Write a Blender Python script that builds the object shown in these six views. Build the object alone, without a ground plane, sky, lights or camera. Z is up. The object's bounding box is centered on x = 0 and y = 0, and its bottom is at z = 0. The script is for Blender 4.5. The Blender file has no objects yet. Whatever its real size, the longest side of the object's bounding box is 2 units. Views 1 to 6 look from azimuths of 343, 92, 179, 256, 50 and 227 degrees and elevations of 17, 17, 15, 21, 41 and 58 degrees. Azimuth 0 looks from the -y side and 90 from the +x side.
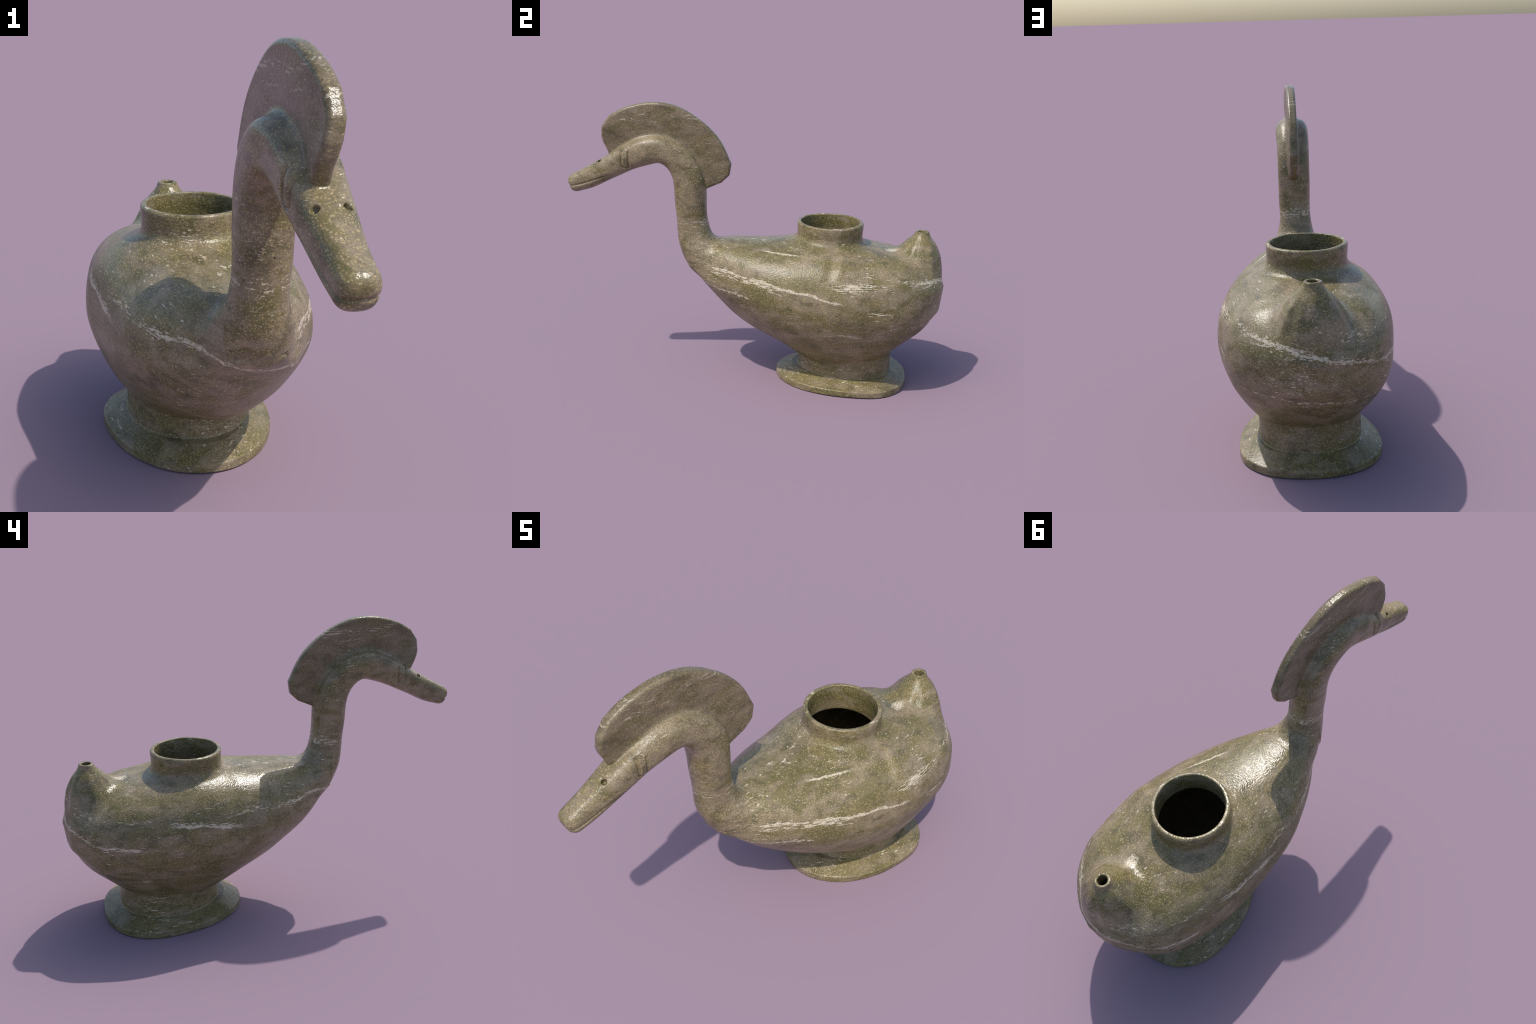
"""Carved stone pouring vessel in the shape of a crested water bird.

The outer form is described by one signed field: an egg-like torso given by its
width / height / level along the length, a swept neck and head, a plate for the
crest, an oval foot, a round filling collar and a conical spout for the tail.
The hollow is a second field that is taken away.  The iso-surface is meshed,
polished onto the exact surface and cut by region into named parts.
"""
import bpy, math
import numpy as np

STEP = 0.0042            # grid pitch of the meshing


# ------------------------------------------------------------------ helpers
def smin(a, b, k):
    h = np.maximum(k - np.abs(a - b), 0) / k
    return np.minimum(a, b) - h * h * k * 0.25


def smax(a, b, k):
    return -smin(-a, -b, k)


def spline(xs, ys):
    """natural cubic spline through the given stations"""
    xs = np.asarray(xs, float); ys = np.asarray(ys, float); n = len(xs); h = np.diff(xs)
    A = np.eye(n); r = np.zeros(n)
    for i in range(1, n - 1):
        A[i, i - 1] = h[i - 1]; A[i, i] = 2 * (h[i - 1] + h[i]); A[i, i + 1] = h[i]
        r[i] = 6 * ((ys[i + 1] - ys[i]) / h[i] - (ys[i] - ys[i - 1]) / h[i - 1])
    M = np.linalg.solve(A, r)

    def f(x):
        x = np.clip(x, xs[0], xs[-1]); i = np.clip(np.searchsorted(xs, x) - 1, 0, n - 2)
        t = x - xs[i]; hh = h[i]
        b = (ys[i + 1] - ys[i]) / hh - hh * (2 * M[i] + M[i + 1]) / 6
        return ys[i] + t * (b + t * (M[i] / 2 + t * (M[i + 1] - M[i]) / (6 * hh)))
    return f


def smoothstep(a, b, x):
    t = np.clip((x - a) / (b - a), 0, 1)
    return t * t * (3 - 2 * t)


def polyline_distance(u, v, pts):
    best = np.full(len(u), 9.0)
    for (a, b), (c, d) in zip(pts[:-1], pts[1:]):
        ex, ey = c - a, d - b
        t = np.clip(((u - a) * ex + (v - b) * ey) / (ex * ex + ey * ey), 0, 1)
        best = np.minimum(best, np.hypot(u - a - t * ex, v - b - t * ey))
    return best


# ------------------------------------------------------------------ torso
STATIONS = [-0.45, -0.30, -0.15, 0.0, 0.15, 0.30, 0.45, 0.65, 0.85, 1.0]
WIDTH = spline(STATIONS, [.0300, .1435, .2058, .2823, .3302, .3523, .3690, .3616, .3671, .3333])
RISE = spline(STATIONS, [.0300, .1755, .2088, .2339, .2636, .2992, .3036, .2734, .2320, .0644])
DROP = spline(STATIONS, [.0100, .0579, .1724, .2535, .3013, .3844, .4291, .3892, .3039, .4359])
LEVEL = spline(STATIONS, [.7407, .5902, .5428, .5161, .4999, .4908, .4757, .4746, .4938, .5531])
# squareness of the section (2 = ellipse): left shoulder, right shoulder, belly; and the mid plane
QUARTERS = [-.33, -.15, .15, .5, .85]
SQ_LEFT = spline(QUARTERS, [2.45, 2.56, 2.28, 2.76, 2.66])
SQ_RIGHT = spline(QUARTERS, [2.57, 2.65, 2.30, 2.39, 2.95])
SQ_BELLY = spline(QUARTERS, [2.27, 1.53, 1.84, 1.62, 2.09])
MIDDLE = spline(QUARTERS, [.006, -.0105, -.002, -.001, -.0115])
Y_BREAST, Y_RUMP, RUMP_ROUND = -0.3563, 0.9830, 2.657


def torso(p):
    out = np.full(len(p), .4)
    k = np.nonzero((p[:, 1] > -.52) & (p[:, 2] < .92))[0]
    out[k] = torso_near(p[k])
    return out


def torso_near(p):
    x, y, z = p.T

    def radial(y):
        yc = np.clip(y, Y_BREAST + 1e-3, Y_RUMP - 1e-3)
        te = np.clip((yc - 0.45) / (Y_RUMP - 0.45), 0, 1)
        tf = np.clip((-0.1 - yc) / (-0.1 - Y_BREAST), 0, 1)
        E = np.sqrt(1 - te ** RUMP_ROUND) * np.sqrt(1 - tf ** 2.2 + 1e-6)
        w = np.maximum(WIDTH(yc), 0.02) * E
        dx = x - MIDDLE(yc)
        dz = z - LEVEL(yc)
        h = np.where(dz > 0, np.maximum(RISE(yc), 0.02), np.maximum(DROP(yc), 0.02)) * E
        e = np.where(dz > 0, np.where(dx < 0, SQ_LEFT(yc), SQ_RIGHT(yc)), SQ_BELLY(yc))
        dx = np.abs(dx); dz = np.abs(dz)
        g = ((dx / w) ** e + (dz / h) ** e) ** (1 / e) + 1e-9
        gn = np.hypot((dx / w) ** (e - 1) / w, (dz / h) ** (e - 1) / h) * g ** (1 - e) + 1e-9
        return np.maximum((g - 1) / gn, -np.minimum(w, h))

    ym = np.clip(y, Y_BREAST + .006, Y_RUMP - .004)
    s = np.clip((radial(ym - 0.003) - radial(ym)) / 0.003, -3, 3)
    over = np.maximum(np.maximum(y - Y_RUMP, Y_BREAST - y), 0)
    return radial(y) / np.sqrt(1 + s * s) + .9 * over


# ------------------------------------------------------------------ neck + head
# spine: y, z, half thickness (in the mirror plane), half width, x of the centre
SPINE = np.array([
    (-.2951, .6450, .0603, .0900, -.0100), (-.3216, .7139, .0865, .0933, -.0045), (-.3382, .7847, .0869, .0806, -.0049),
    (-.3521, .8800, .0819, .0781, -.0036), (-.3580, .9530, .0845, .0788, -.0046), (-.3616, 1.0201, .0839, .0782, -.0037),
    (-.3813, 1.1069, .0805, .0773, -.0030), (-.4356, 1.1778, .0739, .0797, -.0030), (-.5189, 1.2140, .0719, .0801, -.0020),
    (-.5924, 1.2014, .0730, .0755, .0000), (-.6896, 1.1600, .0663, .0708, -.0010), (-.7470, 1.1273, .0610, .0645, -.0010),
    (-.8096, 1.0928, .0572, .0566, -.0020), (-.8926, 1.0482, .0532, .0481, -.0020), (-.9509, 1.0237, .0469, .0465, -.0020)])
_t = np.r_[0, np.cumsum(np.hypot(*np.diff(SPINE[:, :2], axis=0).T))]
_q = np.linspace(0, _t[-1], 160)
DENSE = np.stack([spline(_t, SPINE[:, i])(_q) for i in range(5)], 1)
TANGENT = np.gradient(DENSE[:, :2], axis=0)
TANGENT /= np.linalg.norm(TANGENT, axis=1)[:, None]


def neck(p):
    out = np.full(len(p), 0.3)
    near = np.nonzero((p[:, 1] < 0.0) & (p[:, 2] > 0.42))[0]
    for s in range(0, len(near), 100000):
        k = near[s:s + 100000]
        q = p[k]
        i = ((q[:, 1, None] - DENSE[:, 0]) ** 2 + (q[:, 2, None] - DENSE[:, 1]) ** 2).argmin(1)
        c = DENSE[i]; t = TANGENT[i]
        ry = q[:, 1] - c[:, 0]; rz = q[:, 2] - c[:, 1]
        along = ry * t[:, 0] + rz * t[:, 1]
        across = np.abs(-ry * t[:, 1] + rz * t[:, 0])
        # interpolate the station between samples so that the tube is smooth
        j = np.clip(i + np.sign(along).astype(int), 0, len(DENSE) - 1)
        f = np.clip(np.abs(along) / (_q[1] - _q[0]), 0, 0.5)[:, None]
        c = c * (1 - f) + DENSE[j] * f
        along = np.where((i == 0) | (i == len(DENSE) - 1), np.abs(along), 0)
        dx0 = q[:, 0] - c[:, 4]
        dx = np.abs(dx0)
        cap = 0.047
        e = 2.2 + (.6 + .35 * (dx0 < 0)) * smoothstep(45, 75, i.astype(float)) * smoothstep(160, 118, i.astype(float)) + .6 * smoothstep(118, 160, i.astype(float))
        g = ((across / c[:, 2]) ** e + (dx / c[:, 3]) ** e + (along / cap) ** e) ** (1 / e) + 1e-9
        gr = np.sqrt(((across / c[:, 2]) ** (e - 1) / c[:, 2]) ** 2 + ((dx / c[:, 3]) ** (e - 1) / c[:, 3]) ** 2
                     + ((along / cap) ** (e - 1) / cap) ** 2) * g ** (1 - e) + 1e-9
        out[k] = (g - 1) / gr
    return out


# ------------------------------------------------------------------ crest
CREST = [(-.787, 1.183), (-.815, 1.242), (-.822, 1.268), (-.819, 1.322), (-.784, 1.374), (-.729, 1.407), (-.660, 1.433),
         (-.598, 1.448), (-.532, 1.452), (-.473, 1.447), (-.399, 1.423), (-.335, 1.388), (-.272, 1.341), (-.226, 1.294),
         (-.188, 1.236), (-.162, 1.180), (-.148, 1.152), (-.156, 1.093), (-.197, 1.053), (-.275, 1.018),
         (-.34, 1.02), (-.36, 1.10), (-.42, 1.19), (-.52, 1.23), (-.62, 1.22), (-.70, 1.18)]


# the long upper edge is an even curve; the corners at both ends stay
_arc = np.array(CREST[4:16]); _s = np.r_[0, np.cumsum(np.hypot(*np.diff(_arc, axis=0).T))]
_f = np.linspace(0, _s[-1], 28)
CREST = CREST[:4] + list(zip(spline(_s, _arc[:, 0])(_f), spline(_s, _arc[:, 1])(_f))) + CREST[16:]


def crest_outline(y, z):
    """signed distance in the mirror plane, negative inside"""
    d = np.full(len(y), 9.0); inside = np.zeros(len(y), bool)
    n = len(CREST)
    for i in range(n):
        (a, b), (c, e) = CREST[i], CREST[(i + 1) % n]
        ex, ey = c - a, e - b
        t = np.clip(((y - a) * ex + (z - b) * ey) / (ex * ex + ey * ey), 0, 1)
        d = np.minimum(d, np.hypot(y - a - t * ex, z - b - t * ey))
        cross = (b > z) != (e > z)
        xi = a + (z - b) * (c - a) / (e - b if e != b else 1e-9)
        inside ^= cross & (y < xi)
    return np.where(inside, -d, d)


def crest_centre(y, z):
    return 0.003 - 0.018 * smoothstep(-.6, -.82, y) * smoothstep(1.33, 1.19, z)


def crest(p):
    out = np.full(len(p), 0.3)
    k = np.nonzero((p[:, 1] < 0.0) & (p[:, 2] > 0.9) & (np.abs(p[:, 0]) < 0.10))[0]
    x, y, z = p[k].T
    r = 0.014
    o = crest_outline(y, z)
    root = smoothstep(-.02, -.12, o)                      # the plate thickens towards its root
    a = o + r - .0005
    b = np.abs(x - crest_centre(y, z) + .001 + .0015 * root) - (0.0225 + .0015 * root - r)
    out[k] = np.minimum(np.maximum(a, b), 0) + np.hypot(np.maximum(a, 0), np.maximum(b, 0)) - r
    return out


# ------------------------------------------------------------------ spout, foot, collar
SPOUT_TIP = np.array([-.016, .865, .835])
SPOUT_R = spline([-.05, 0.0, .02, .04, .060, .088, .12, .16, .20, .25, .30, .36, .44],
                 [.032, .035, .043, .059, .077, .096, .115, .131, .145, .154, .159, .160, .158])


def spout(p):
    below = SPOUT_TIP[2] - p[:, 2]
    cx = SPOUT_TIP[0] + 0.02 * np.clip(below, 0, .3)
    cy = SPOUT_TIP[1] - 0.14 * np.clip(below, 0, .3)
    r = np.hypot(p[:, 0] - cx, p[:, 1] - cy)
    turn = np.arctan2(p[:, 0] - cx, p[:, 1] - cy)
    flute = (np.sin(7 * turn + .7) + .7 * np.sin(12 * turn + 2.0)) * smoothstep(.03, .10, below) * smoothstep(.26, .16, below)
    d = (r - SPOUT_R(below) - .0026 * flute) * 0.82
    return smax(smax(d, -below, .004), below - .41, .03)


def egg(x, y, cx, cy, w, front, rear, pf=2.0, pr=2.3):
    dx = np.abs(x - cx); dy = y - cy
    l = np.where(dy < 0, front, rear); e = np.where(dy < 0, pf, pr); dy = np.abs(dy)
    g = ((dx / w) ** e + (dy / l) ** e) ** (1 / e) + 1e-9
    gn = np.hypot((dx / w) ** (e - 1) / w, (dy / l) ** (e - 1) / l) * g ** (1 - e) + 1e-9
    return (g - 1) / gn


# oval outlines of the foot: centre x, widest y, half width, length before, length behind
STEM = [-.0125, .515, .218, .270, .230]
SOLE = [-.0107, .5606, .3026, .4354, .2714]


def foot(p):
    out = np.full(len(p), .3)
    k = np.nonzero(p[:, 2] < .34)[0]
    out[k] = foot_near(p[k])
    return out


def foot_near(p):
    x, y, z = p.T
    stem = egg(x, y, *STEM, 2.0, 2.3)
    stem = np.maximum(stem, np.maximum(z - .215, .01 - z))
    rim = egg(x, y, *SOLE)
    top = z - (.032 + .42 * np.minimum(np.maximum(-rim, 0), .085))
    r = .004
    a = rim + r; b = np.maximum(top, -z) + r
    plate = np.minimum(np.maximum(a, b), 0) + np.hypot(np.maximum(a, 0), np.maximum(b, 0)) - r
    return smin(stem, plate, .007)


COLLAR = (-.021, .380)


def collar(p):
    x, y, z = p.T
    r = np.hypot(x - COLLAR[0], y - COLLAR[1])
    R = .1715 + .0025 * smoothstep(.80, .85, z)
    a = r - R + .010; b = np.maximum(z - .866, .62 - z) + .010
    return np.minimum(np.maximum(a, b), 0) + np.hypot(np.maximum(a, 0), np.maximum(b, 0)) - .010


# ------------------------------------------------------------------ carved details
MOUTH = [(-1.03, 1.004), (-.975, 1.0075), (-.923, 1.021), (-.884, 1.034), (-.852, 1.047), (-.80, 1.065), (-.778, 1.074)]
EYES = [(.026, -.829, 1.140), (-.044, -.826, 1.143)]


def loop(y0, half, z0, z1):
    """a long hoop, open at the top"""
    arc = [(y0 - half * math.cos(a), z0 - half * .7 * math.sin(a)) for a in np.linspace(0, math.pi, 7)]
    return [(y0 - half - .006, z1)] + arc + [(y0 + half - .004, z1)]


CHEEK_LEFT = loop(-.722, .0180, 1.130, 1.200)
CHEEK_RIGHT = loop(-.688, .0185, 1.130, 1.200)


def carve(p):
    """how much the surface is cut back (positive) at p"""
    x, y, z = p.T
    cut = np.zeros(len(p))
    k = np.nonzero((y < -.6) & (z > .9) & (z < 1.26))[0]
    xx, yy, zz = x[k], y[k], z[k]
    dm = polyline_distance(yy, zz, MOUTH)
    c = .0044 * np.exp(-(dm / .0045) ** 2)
    c = np.maximum(c, 0)
    for line, side in ((CHEEK_LEFT, -1), (CHEEK_RIGHT, 1)):
        dl = polyline_distance(yy, zz, line)
        c += (.0070 * np.exp(-(dl / .0052) ** 2) - .004 * np.exp(-((yy - (line[3][0])) / .010) ** 2 - ((zz - 1.16) / .035) ** 2)) * smoothstep(.02, .035, side * (xx + .005))
    cut[k] = c
    # shallow hollows on the shoulders
    for cx, cy, cz, reach, narrow, depth in ((.25, .388, .70, .085, .026, .0085), (.26, .432, .69, .070, .022, -.0055),
                                             (.25, .570, .69, .070, .060, .0045), (-.24, .560, .70, .080, .050, .0035),
                                             (-.20, .150, .70, .080, .040, .0030), (.16, .72, .70, .07, .03, .003),
                                             (-.25, .30, .68, .080, .110, -.0035), (.27, .79, .57, .070, .060, .0030),
                                             (-.10, -.17, .46, .090, .100, -.0060)):
        q = ((x - cx) ** 2 + (z - cz) ** 2) / reach ** 2 + (y - cy - .2 * (z - cz)) ** 2 / narrow ** 2
        cut += depth * np.exp(-q)
    return cut


def swell(p):
    """hand-worked unevenness"""
    x, y, z = p.T
    s = (np.sin(9 * x + 4 * y + 1.3) * np.sin(7 * y - 5 * z + .4) + np.sin(13 * z + 6 * x) * np.sin(11 * y + 2.2)
         + .6 * np.sin(27 * x + 11 * z) * np.sin(23 * y + 9 * z + 1.0))
    return .0014 * s


def outside(p, body=None):
    body = torso(p) if body is None else body
    d = smin(body, spout(p), .052)
    d = smin(d, neck(p), .075)
    y = p[:, 1]
    along = smoothstep(-.75, -.66, y) * smoothstep(-.28, -.36, y)
    d = smin(d, crest(p), .012 + along * (.008 + .006 * smoothstep(.02, -.02, p[:, 0])))
    d = smin(d, collar(p), .034)
    d = smin(d, foot(p), .007)
    return d + carve(p) + swell(p)


def hollow(p, body=None):
    x, y, z = p.T
    d = (torso(p) if body is None else body) + .034
    d = smax(d, .215 - z, .03)
    r = np.hypot(x - COLLAR[0], y - COLLAR[1])
    bore = np.maximum(r - .1535, .60 - z)
    d = smin(d, bore, .012)
    rs = np.hypot(x - SPOUT_TIP[0] - .02 * (SPOUT_TIP[2] - z), y - SPOUT_TIP[1] + .1 * (SPOUT_TIP[2] - z))
    hole = np.maximum(rs - .0218, .62 - z)
    return np.minimum(d, hole)


def field(p):
    body = torso(p)
    d = smax(outside(p, body), -hollow(p, body), .005)
    for (ex, ey, ez), side in zip(EYES, (1, -1)):
        n = np.array([side * .66, -.24, .71]); n /= np.linalg.norm(n)
        q = p - np.array([ex, ey, ez]); t = np.clip(q @ n, -.007, .03)
        d = smax(d, .0100 - np.linalg.norm(q - t[:, None] * n, axis=1), .002)
    return d


# ------------------------------------------------------------------ meshing (surface nets)
def mesh_field():
    lo = np.array([-.40, -1.03, -.02]); hi = np.array([.39, 1.03, 1.48])
    block = 8
    n = (np.ceil((hi - lo) / STEP / block).astype(int)) * block + 1
    D = np.full(n, .5, np.float32)
    # coarse pass finds the blocks that the surface can cross
    nb = (n - 1) // block
    bi = np.stack(np.meshgrid(*[np.arange(b) for b in nb], indexing="ij"), -1).reshape(-1, 3)
    centre = lo + (bi + .5) * block * STEP
    value = field(centre)
    near = np.abs(value) < block * STEP * 1.15
    inside = value < 0
    for b in bi[~near & inside]:
        i, j, k = b * block
        D[i:i + block + 1, j:j + block + 1, k:k + block + 1] = -.5
    a = np.arange(block + 1)
    loc = np.stack(np.meshgrid(a, a, a, indexing="ij"), -1).reshape(-1, 3)
    active = bi[near] * block
    for s in range(0, len(active), 400):
        idx = (active[s:s + 400, None] + loc[None]).reshape(-1, 3)
        D[idx[:, 0], idx[:, 1], idx[:, 2]] = field(lo + idx * STEP)
    sign = D < 0
    # cells with a change of sign
    corners = [(i, j, k) for i in (0, 1) for j in (0, 1) for k in (0, 1)]
    m = n - 1
    cnt = np.zeros(m, np.int8)
    for i, j, k in corners:
        cnt += sign[i:i + m[0], j:j + m[1], k:k + m[2]]
    cells = np.argwhere((cnt > 0) & (cnt < 8))
    number = np.full(m, -1, np.int32)
    number[tuple(cells.T)] = np.arange(len(cells))
    acc = np.zeros((len(cells), 3)); hits = np.zeros(len(cells))
    for c in corners:
        for ax in range(3):
            if c[ax]:
                continue
            e = list(c); e[ax] = 1
            A = D[tuple((cells + c).T)]; B = D[tuple((cells + e).T)]
            x = (A < 0) != (B < 0)
            t = np.where(x, A / np.where(x, A - B, 1), 0)
            pt = np.repeat(np.array(c, float)[None], len(cells), 0); pt[:, ax] += t
            acc += pt * x[:, None]; hits += x
    V = lo + (cells + acc / hits[:, None]) * STEP
    quads = []
    for ax in range(3):
        u, w = (ax + 1) % 3, (ax + 2) % 3
        s0 = [slice(None)] * 3; s1 = [slice(None)] * 3
        s0[ax] = slice(0, -1); s1[ax] = slice(1, None)
        change = sign[tuple(s0)] != sign[tuple(s1)]
        e = np.argwhere(change)
        e = e[(e[:, u] > 0) & (e[:, w] > 0) & (e[:, u] < m[u]) & (e[:, w] < m[w])]
        first = sign[tuple(e.T)]
        du = np.eye(3, dtype=int)[u]; dw = np.eye(3, dtype=int)[w]
        q = np.stack([number[tuple((e - o).T)] for o in (du * 0, du, du + dw, dw)], 1)
        q[~first] = q[~first][:, ::-1]
        quads.append(q)
    Q = np.concatenate(quads)

    # polish onto the exact surface; four samples at a tetrahedron give value and gradient
    h = .0011
    tet = np.array([(1, 1, 1), (1, -1, -1), (-1, 1, -1), (-1, -1, 1)], float)
    for _ in range(2):
        f = [field(V + h * o) for o in tet]
        g = sum(fi[:, None] * o for fi, o in zip(f, tet)) / (4 * h)
        d = sum(f) / 4
        move = -d[:, None] * g / np.maximum((g * g).sum(1), .2)[:, None]
        V += move * np.minimum(1, .003 / np.maximum(np.linalg.norm(move, axis=1), 1e-9))[:, None]
    N = g / (np.linalg.norm(g, axis=1)[:, None] + 1e-12)
    return V, Q, N


# ------------------------------------------------------------------ material
class Nodes:
    def __init__(self, name):
        self.mat = bpy.data.materials.new(name)
        self.mat.use_nodes = True
        self.t = self.mat.node_tree
        self.bsdf = self.t.nodes["Principled BSDF"]
        self.co = self.t.nodes.new("ShaderNodeTexCoord").outputs["Object"]
        sep = self.t.nodes.new("ShaderNodeSeparateXYZ")
        self.t.links.new(self.co, sep.inputs[0])
        self.x, self.y, self.z = sep.outputs

    def put(self, sock, v):
        if isinstance(v, bpy.types.NodeSocket):
            self.t.links.new(v, sock)
        else:
            sock.default_value = v

    def math(self, op, *a, clamp=False):
        n = self.t.nodes.new("ShaderNodeMath"); n.operation = op; n.use_clamp = clamp
        for s, v in zip(n.inputs, a):
            self.put(s, v)
        return n.outputs[0]

    def step(self, v, a, b):
        """smooth 0..1 as v goes from a to b"""
        n = self.t.nodes.new("ShaderNodeMapRange"); n.interpolation_type = "SMOOTHSTEP"
        lo, hi = (a, b) if a < b else (b, a)
        self.put(n.inputs["Value"], v)
        n.inputs["From Min"].default_value, n.inputs["From Max"].default_value = lo, hi
        n.inputs["To Min"].default_value, n.inputs["To Max"].default_value = (0, 1) if a < b else (1, 0)
        return n.outputs[0]

    def scaled(self, sx, sy, sz, rot=(0, 0, 0)):
        n = self.t.nodes.new("ShaderNodeMapping")
        n.inputs["Scale"].default_value = (sx, sy, sz); n.inputs["Rotation"].default_value = rot
        self.t.links.new(self.co, n.inputs[0])
        return n.outputs[0]

    def noise(self, vec, scale, detail=3, rough=.5, distort=0):
        n = self.t.nodes.new("ShaderNodeTexNoise")
        self.t.links.new(vec, n.inputs["Vector"])
        n.inputs["Scale"].default_value = scale; n.inputs["Detail"].default_value = detail
        n.inputs["Roughness"].default_value = rough; n.inputs["Distortion"].default_value = distort
        return n.outputs["Fac"]

    def mix(self, f, a, b):
        n = self.t.nodes.new("ShaderNodeMix"); n.data_type = "RGBA"
        self.put(n.inputs[0], f); self.put(n.inputs[6], a); self.put(n.inputs[7], b)
        return n.outputs[2]

    def mul(self, *a):
        r = a[0]
        for b in a[1:]:
            r = self.math("MULTIPLY", r, b)
        return r

    def peak(self, *a):
        r = a[0]
        for b in a[1:]:
            r = self.math("MAXIMUM", r, b)
        return r


def rgb(r, g, b):
    return (r, g, b, 1)


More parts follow.
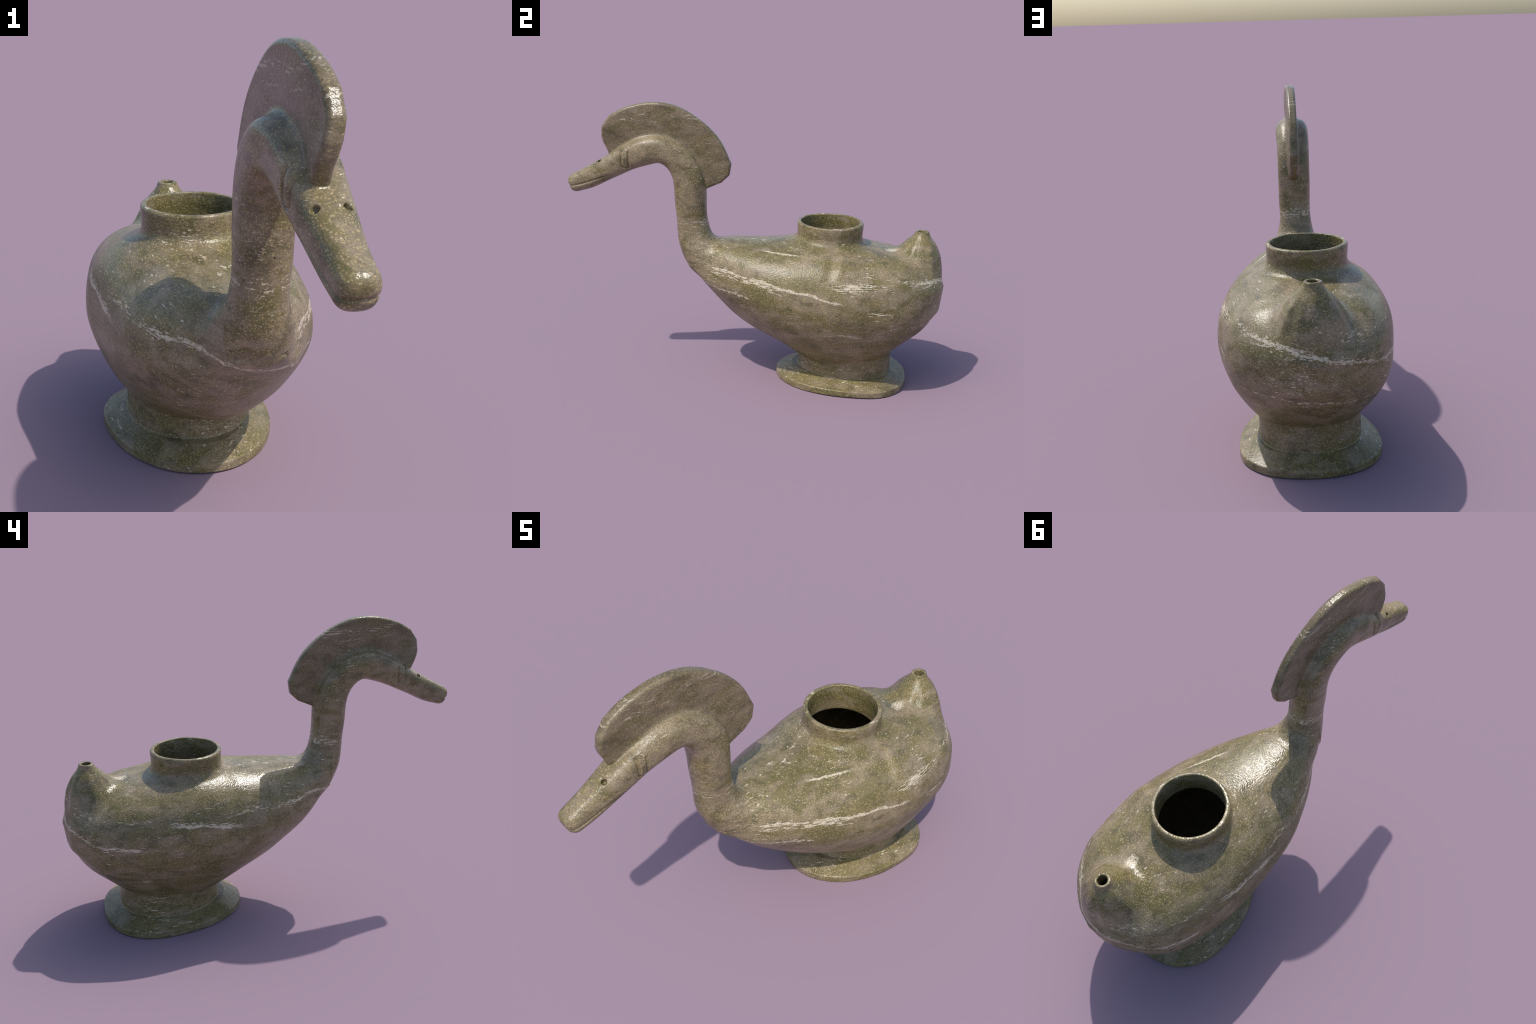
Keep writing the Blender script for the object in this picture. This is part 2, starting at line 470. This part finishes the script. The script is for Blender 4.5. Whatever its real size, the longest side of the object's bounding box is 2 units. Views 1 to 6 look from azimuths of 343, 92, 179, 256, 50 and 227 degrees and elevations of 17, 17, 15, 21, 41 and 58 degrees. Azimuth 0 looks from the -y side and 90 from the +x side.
def stone(name, inner=False, tone=1.0):
    m = Nodes(name)
    flat = m.scaled(1, 1, 3.2, (.10, -.08, 0))           # bedding of the stone, nearly level
    # cloudy ground: olive with soft taupe patches drawn out along the bedding
    cloud = m.noise(flat, 4.0, 4, .55, .8)
    cloud2 = m.noise(m.scaled(1, .6, 1.6, (.10, -.08, 0)), 9.5, 4, .55, .6)
    cloud3 = m.noise(m.scaled(1, .8, 1.35, (.1, -.08, 0)), 16, 3, .55, .3)
    olive = m.mix(m.step(cloud, .38, .62), rgb(.130, .111, .040), rgb(.184, .148, .062))
    taupe = m.mix(m.step(cloud3, .40, .62), rgb(.196, .153, .092), rgb(.268, .212, .136))
    forward = m.math("MULTIPLY", m.step(m.y, .0, -.35), .07)      # neck and head are greyer
    col = m.mix(m.mul(m.step(m.math("ADD", cloud2, forward),  .415, .60), .85), olive, taupe)
    col = m.mix(m.mul(m.step(cloud3, .47, .32), .55), col, rgb(.078, .072, .032))
    # grain: pale tan flecks, dark flecks
    fleck = m.noise(m.scaled(1, 1, 1.3), 132, 1.5, .5)
    fleck2 = m.noise(m.scaled(1.2, 1, 1), 210, 2, .5)
    dens = m.noise(m.co, 6, 3, .55)
    cell = m.t.nodes.new("ShaderNodeTexVoronoi"); cell.inputs["Scale"].default_value = 1.0
    warp = m.t.nodes.new("ShaderNodeVectorMath"); warp.operation = "MULTIPLY_ADD"
    jitter = m.t.nodes.new("ShaderNodeTexNoise"); jitter.inputs["Scale"].default_value = 200
    m.t.links.new(m.co, jitter.inputs["Vector"])
    m.t.links.new(jitter.outputs["Color"], warp.inputs[0]); warp.inputs[1].default_value = (.9, .9, .9)
    m.t.links.new(m.scaled(150, 150, 200, (.2, .1, 0)), warp.inputs[2])
    m.t.links.new(warp.outputs[0], cell.inputs["Vector"])
    pick = m.t.nodes.new("ShaderNodeSeparateColor"); m.t.links.new(cell.outputs["Color"], pick.inputs[0])
    share = m.math("ADD", .56, m.math("MULTIPLY", m.math("SUBTRACT", dens, .5), 1.6))       # how many grains are pale
    show = m.step(m.math("SUBTRACT", share, pick.outputs[0]), -.08, .10)
    f1 = m.mul(m.step(cell.outputs["Distance"], .58, .26), show, m.math("ADD", .22, m.math("MULTIPLY", pick.outputs[1], .50)))
    col = m.mix(m.mul(m.step(fleck2, .50, .34), .5), col, rgb(.075, .070, .045))
    col = m.mix(f1, col, rgb(.48, .365, .175))
    # pale veins: bands in tilted planes through the stone, filled with ragged strands
    jag = m.math("MULTIPLY", m.math("SUBTRACT", m.noise(m.scaled(1, 1, 1.6), 42, 4, .65), .5), .030)
    wob = m.math("MULTIPLY", m.math("SUBTRACT", m.noise(m.co, 6, 3, .55), .5), .045)
    zz = m.math("ADD", m.z, wob)
    strand = m.noise(m.scaled(2.0, .7, 6.5, (.05, -.09, 0)), 29, 4, .60, .3)
    ragged = m.noise(m.co, 75, 3, .65)
    strand = m.math("ADD", strand, m.math("MULTIPLY", m.math("SUBTRACT", ragged, .5), .16))

    def vein(level, ax, ay, thick, gates, weight=1.0):
        plane = m.math("SUBTRACT", zz, level)
        if ax:
            plane = m.math("SUBTRACT", plane, m.math("MULTIPLY", m.x, ax))
        if ay:
            plane = m.math("SUBTRACT", plane, m.math("MULTIPLY", m.y, ay))
        v = m.mul(m.step(m.math("ABSOLUTE", plane), thick, 0), weight)
        for coord, a, b in gates:
            v = m.mul(v, m.step(coord, a, b))
        return v

    body_only = (m.z, .80, .70)
    band = m.peak(
        vein(.610, 0, -.155, .017, [(m.x, .05, .12), (m.y, -.06, .06), (m.y, .47, .40), body_only], 1.15),
        vein(.600, 0, -.155, .034, [(m.x, .05, .12), (m.y, -.30, -.18), (m.y, .22, .10), body_only], .95),
        vein(.577, .22, 0, .020, [(m.y, .60, .74), body_only], 1.1),
        vein(.574, -.27, 0, .018, [(m.x, -.22, -.14), (m.y, .02, -.08), body_only], 1.1),
        vein(.617, 0, 0, .026, [(m.x, -.10, -.17), (m.y, .30, .16), body_only], .85),
        vein(.535, 0, .16, .024, [(m.x, -.2, -.26), (m.y, .10, .24), (m.y, .60, .48), body_only], 1.05),
        vein(.625, 0, 0, .032, [(m.x, -.1, -.2), (m.y, .40, .52), body_only], .75),
        vein(.620, 0, 0, .036, [(m.x, .08, .16), (m.y, .34, .44), body_only], .72),
        vein(.380, 0, -.05, .009, [(m.x, .2, .26), (m.y, .30, .38), (m.y, .60, .52)], .9),
        vein(.489, 0, 0, .012, [(m.x, .2, .26), (m.y, .54, .60), (m.y, .72, .68)], .9),
        vein(.378, .09, 0, .008, [(m.y, .74, .84)], .9),
        vein(.310, 0, 0, .014, [(m.x, -.2, -.25), (m.y, .60, .66), (m.y, .80, .74)], .9),
        vein(.895, 0, .15, .045, [(m.y, -.2, -.25), (m.z, .74, .78)], .70),
        vein(1.345, 0, -.10, .030, [(m.y, -.1, -.3)], .62),
    )
    fine = m.noise(m.co, 130, 2, .6)
    # one short vein on the right of the back runs lengthwise
    across = m.math("SUBTRACT", m.math("SUBTRACT", m.math("ADD", m.x, m.math("MULTIPLY", jag, .8)), .127), m.math("MULTIPLY", m.y, .345))
    back_vein = m.mul(m.step(m.math("ABSOLUTE", across), .007, .002), m.step(m.y, .02, .06), m.step(m.y, .26, .16), m.step(m.z, .66, .70))
    gap = m.noise(m.co, 13, 3, .6)

    def core(level, ax, ay, thick, gates, lo=.36):
        plane = m.math("SUBTRACT", m.math("ADD", zz, jag), level)
        if ax:
            plane = m.math("SUBTRACT", plane, m.math("MULTIPLY", m.x, ax))
        if ay:
            plane = m.math("SUBTRACT", plane, m.math("MULTIPLY", m.y, ay))
        v = m.step(m.math("ABSOLUTE", plane), thick * .85, thick * .2)
        for coord, a, b in gates:
            v = m.mul(v, m.step(coord, a, b))
        return m.mul(v, m.step(gap, lo + .05, lo + .16))

    lines = m.peak(
        core(.612, 0, -.155, .0085, [(m.x, .05, .12), (m.y, -.05, .05), (m.y, .47, .40), body_only], .30),
        core(.603, 0, -.165, .0060, [(m.x, .05, .12), (m.y, -.30, -.20), (m.y, .12, .02), body_only], .38),
        core(.578, 0, -.150, .0045, [(m.x, .05, .12), (m.y, -.26, -.20), (m.y, .20, .10), body_only], .44),
        core(.577, .22, 0, .0085, [(m.y, .66, .78), (m.x, -.17, -.11), body_only], .34),
        core(.574, -.27, 0, .0085, [(m.x, -.20, -.14), (m.x, .14, .09), (m.y, .02, -.08), body_only], .36),
        core(.617, 0, 0, .0075, [(m.x, -.10, -.17), (m.y, .30, .16), body_only], .42),
        core(.530, 0, .16, .0100, [(m.x, -.2, -.26), (m.y, .14, .24), (m.y, .54, .46), body_only], .32),
        core(.600, 0, 0, .0055, [(m.y, .84, .90), (m.x, -.02, .04), body_only], .32),
        core(.377, 0, -.03, .0030, [(m.x, .2, .26), (m.y, .36, .40), (m.y, .56, .50)], .34),
        core(.378, .09, 0, .0030, [(m.y, .74, .84), (m.x, .04, -.04)], .42),
        core(.310, 0, 0, .0050, [(m.x, -.2, -.25), (m.y, .60, .66), (m.y, .78, .72)], .34),
        core(1.285, 0, -.13, .0028, [(m.y, -.28, -.36), (m.y, -.80, -.68)], .46),
        core(1.330, 0, -.04, .0035, [(m.y, -.58, -.64), (m.y, -.82, -.80)], .40),
    )
    patch = m.noise(m.co, 4.5, 2, .5)
    lim = m.math("SUBTRACT", .650, m.math("MULTIPLY", band, .175))
    lim = m.math("SUBTRACT", lim, m.math("MULTIPLY", m.math("SUBTRACT", patch, .5), .34))
    pale = m.mul(m.peak(lines, back_vein, m.step(m.math("SUBTRACT", strand, lim), 0.0, .06)), m.step(fine, .28, .52))
    broken = m.noise(m.scaled(1, 1, 2.5), 14, 4, .62)
    # one pale smear on the back in front of the spout
    dx = m.math("DIVIDE", m.math("SUBTRACT", m.x, .012), .035)
    dy = m.math("DIVIDE", m.math("SUBTRACT", m.y, .700), .055)
    r2 = m.math("ADD", m.mul(dx, dx), m.mul(dy, dy))
    smear = m.mul(m.step(m.math("ADD", r2, m.math("MULTIPLY", broken, 2.2)), 1.9, 1.2), m.step(m.z, .70, .73), m.step(fine, .38, .54))
    pale = m.peak(pale, smear)
    col = m.mix(m.mul(pale, .85), col, rgb(.66, .575, .43))
    # scattered dark pits
    vor = m.t.nodes.new("ShaderNodeTexVoronoi"); vor.inputs["Scale"].default_value = 17
    m.t.links.new(m.co, vor.inputs["Vector"])
    pit = m.mul(m.step(vor.outputs["Distance"], .065, .045), m.step(m.noise(m.co, 9, 1, .5), .50, .56))
    col = m.mix(m.mul(pit, .85), col, rgb(.03, .028, .02))
    if tone != 1.0:
        col = m.mix(1 - tone, col, rgb(.085, .062, .042))  # crest colour darkened and browned to carry the shade on its faces
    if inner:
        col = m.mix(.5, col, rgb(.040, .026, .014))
    m.put(m.bsdf.inputs["Base Color"], col)
    glossy_side = m.mul(m.step(m.x, .06, -.04), m.step(m.z, .60, .68))          # glossier on the left upper side
    rough = m.math("ADD", m.math("SUBTRACT", .19, m.math("MULTIPLY", glossy_side, .15)), m.math("ADD", m.math("MULTIPLY", fleck, .14), m.math("MULTIPLY", cloud3, .22)))
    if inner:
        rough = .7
    m.put(m.bsdf.inputs["Roughness"], rough)
    m.bsdf.inputs["Specular IOR Level"].default_value = .38
    # fine grain relief
    h = m.math("ADD", m.math("MULTIPLY", fleck, .6), m.math("MULTIPLY", m.noise(m.co, 60, 4, .6), .8))
    h = m.math("SUBTRACT", h, m.math("MULTIPLY", pit, .8))
    bump = m.t.nodes.new("ShaderNodeBump")
    bump.inputs["Strength"].default_value = .33; bump.inputs["Distance"].default_value = .006
    m.put(bump.inputs["Height"], h)
    m.t.links.new(bump.outputs["Normal"], m.bsdf.inputs["Normal"])
    return m.mat


# ------------------------------------------------------------------ parts
def regions(c):
    """part name index for face centres"""
    x, y, z = c.T
    names = ["torso", "foot", "collar", "tail_spout", "neck", "head", "beak", "crest", "hollow_interior"]
    part = np.zeros(len(c), int)
    part[z < .197 + 0 * x] = 1
    part[(z < .24) & (foot(c) < .004) & (foot(c) < torso(c))] = 1
    rc = np.hypot(x - COLLAR[0], y - COLLAR[1])
    part[(rc < .19) & (z > .70) & (collar(c) < .008)] = 2
    part[(np.hypot(x + .016, y - .86) < .16) & (spout(c) < .010) & (z > .62)] = 3
    nk = neck(c); front = (y < -.1) & (z > .72 + .45 * (y + .40))
    part[front & (nk < .03)] = 4
    s = (y + .60) * -.9 + (z - 1.20) * -.42          # distance along the head axis
    part[front & (y < -.53) & (z > .9)] = 5
    part[(part == 5) & (s > .185)] = 6
    part[(y < -.1) & (z > .95) & (crest(c) < .006) & (crest(c) < nk)] = 7
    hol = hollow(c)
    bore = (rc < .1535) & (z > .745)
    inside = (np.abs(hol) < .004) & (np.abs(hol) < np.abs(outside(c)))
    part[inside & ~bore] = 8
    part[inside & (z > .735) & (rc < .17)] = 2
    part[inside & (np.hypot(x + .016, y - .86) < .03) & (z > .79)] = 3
    return names, part


def build():
    V, Q, N = mesh_field()
    C = V[Q].mean(1)
    names, part = regions(C)
    print("mesh", len(V), len(Q))
    root = bpy.data.objects.new("bird_vessel", None)
    root["label"] = "carved mottled stone vessel shaped like a crested duck on an oval foot"
    root["category"] = "bird vessel"
    root.empty_display_size = .2
    bpy.context.scene.collection.objects.link(root)
    outer = stone("speckled_stone")
    dark = stone("dark_brown_stone", True)
    shade_darkened = stone("shade_darkened_stone", tone=.68)
    made = {}
    for i, name in enumerate(names):
        f = Q[part == i]
        if not len(f):
            continue
        used, inv = np.unique(f, return_inverse=True)
        me = bpy.data.meshes.new(name)
        me.vertices.add(len(used)); me.vertices.foreach_set("co", V[used].astype(np.float32).ravel())
        me.loops.add(f.size); me.loops.foreach_set("vertex_index", inv.astype(np.int32).ravel())
        me.polygons.add(len(f))
        me.polygons.foreach_set("loop_start", np.arange(0, f.size, 4, dtype=np.int32))
        me.update(calc_edges=True)
        me.polygons.foreach_set("use_smooth", np.ones(len(f), bool))
        me.normals_split_custom_set_from_vertices(N[used].astype(np.float32))
        me.materials.append({"hollow_interior": dark, "crest": shade_darkened}.get(name, outer))
        ob = bpy.data.objects.new(name, me)
        bpy.context.scene.collection.objects.link(ob)
        made[name] = ob
    for name, ob in made.items():
        ob.parent = made["head"] if name == "beak" else root


build()
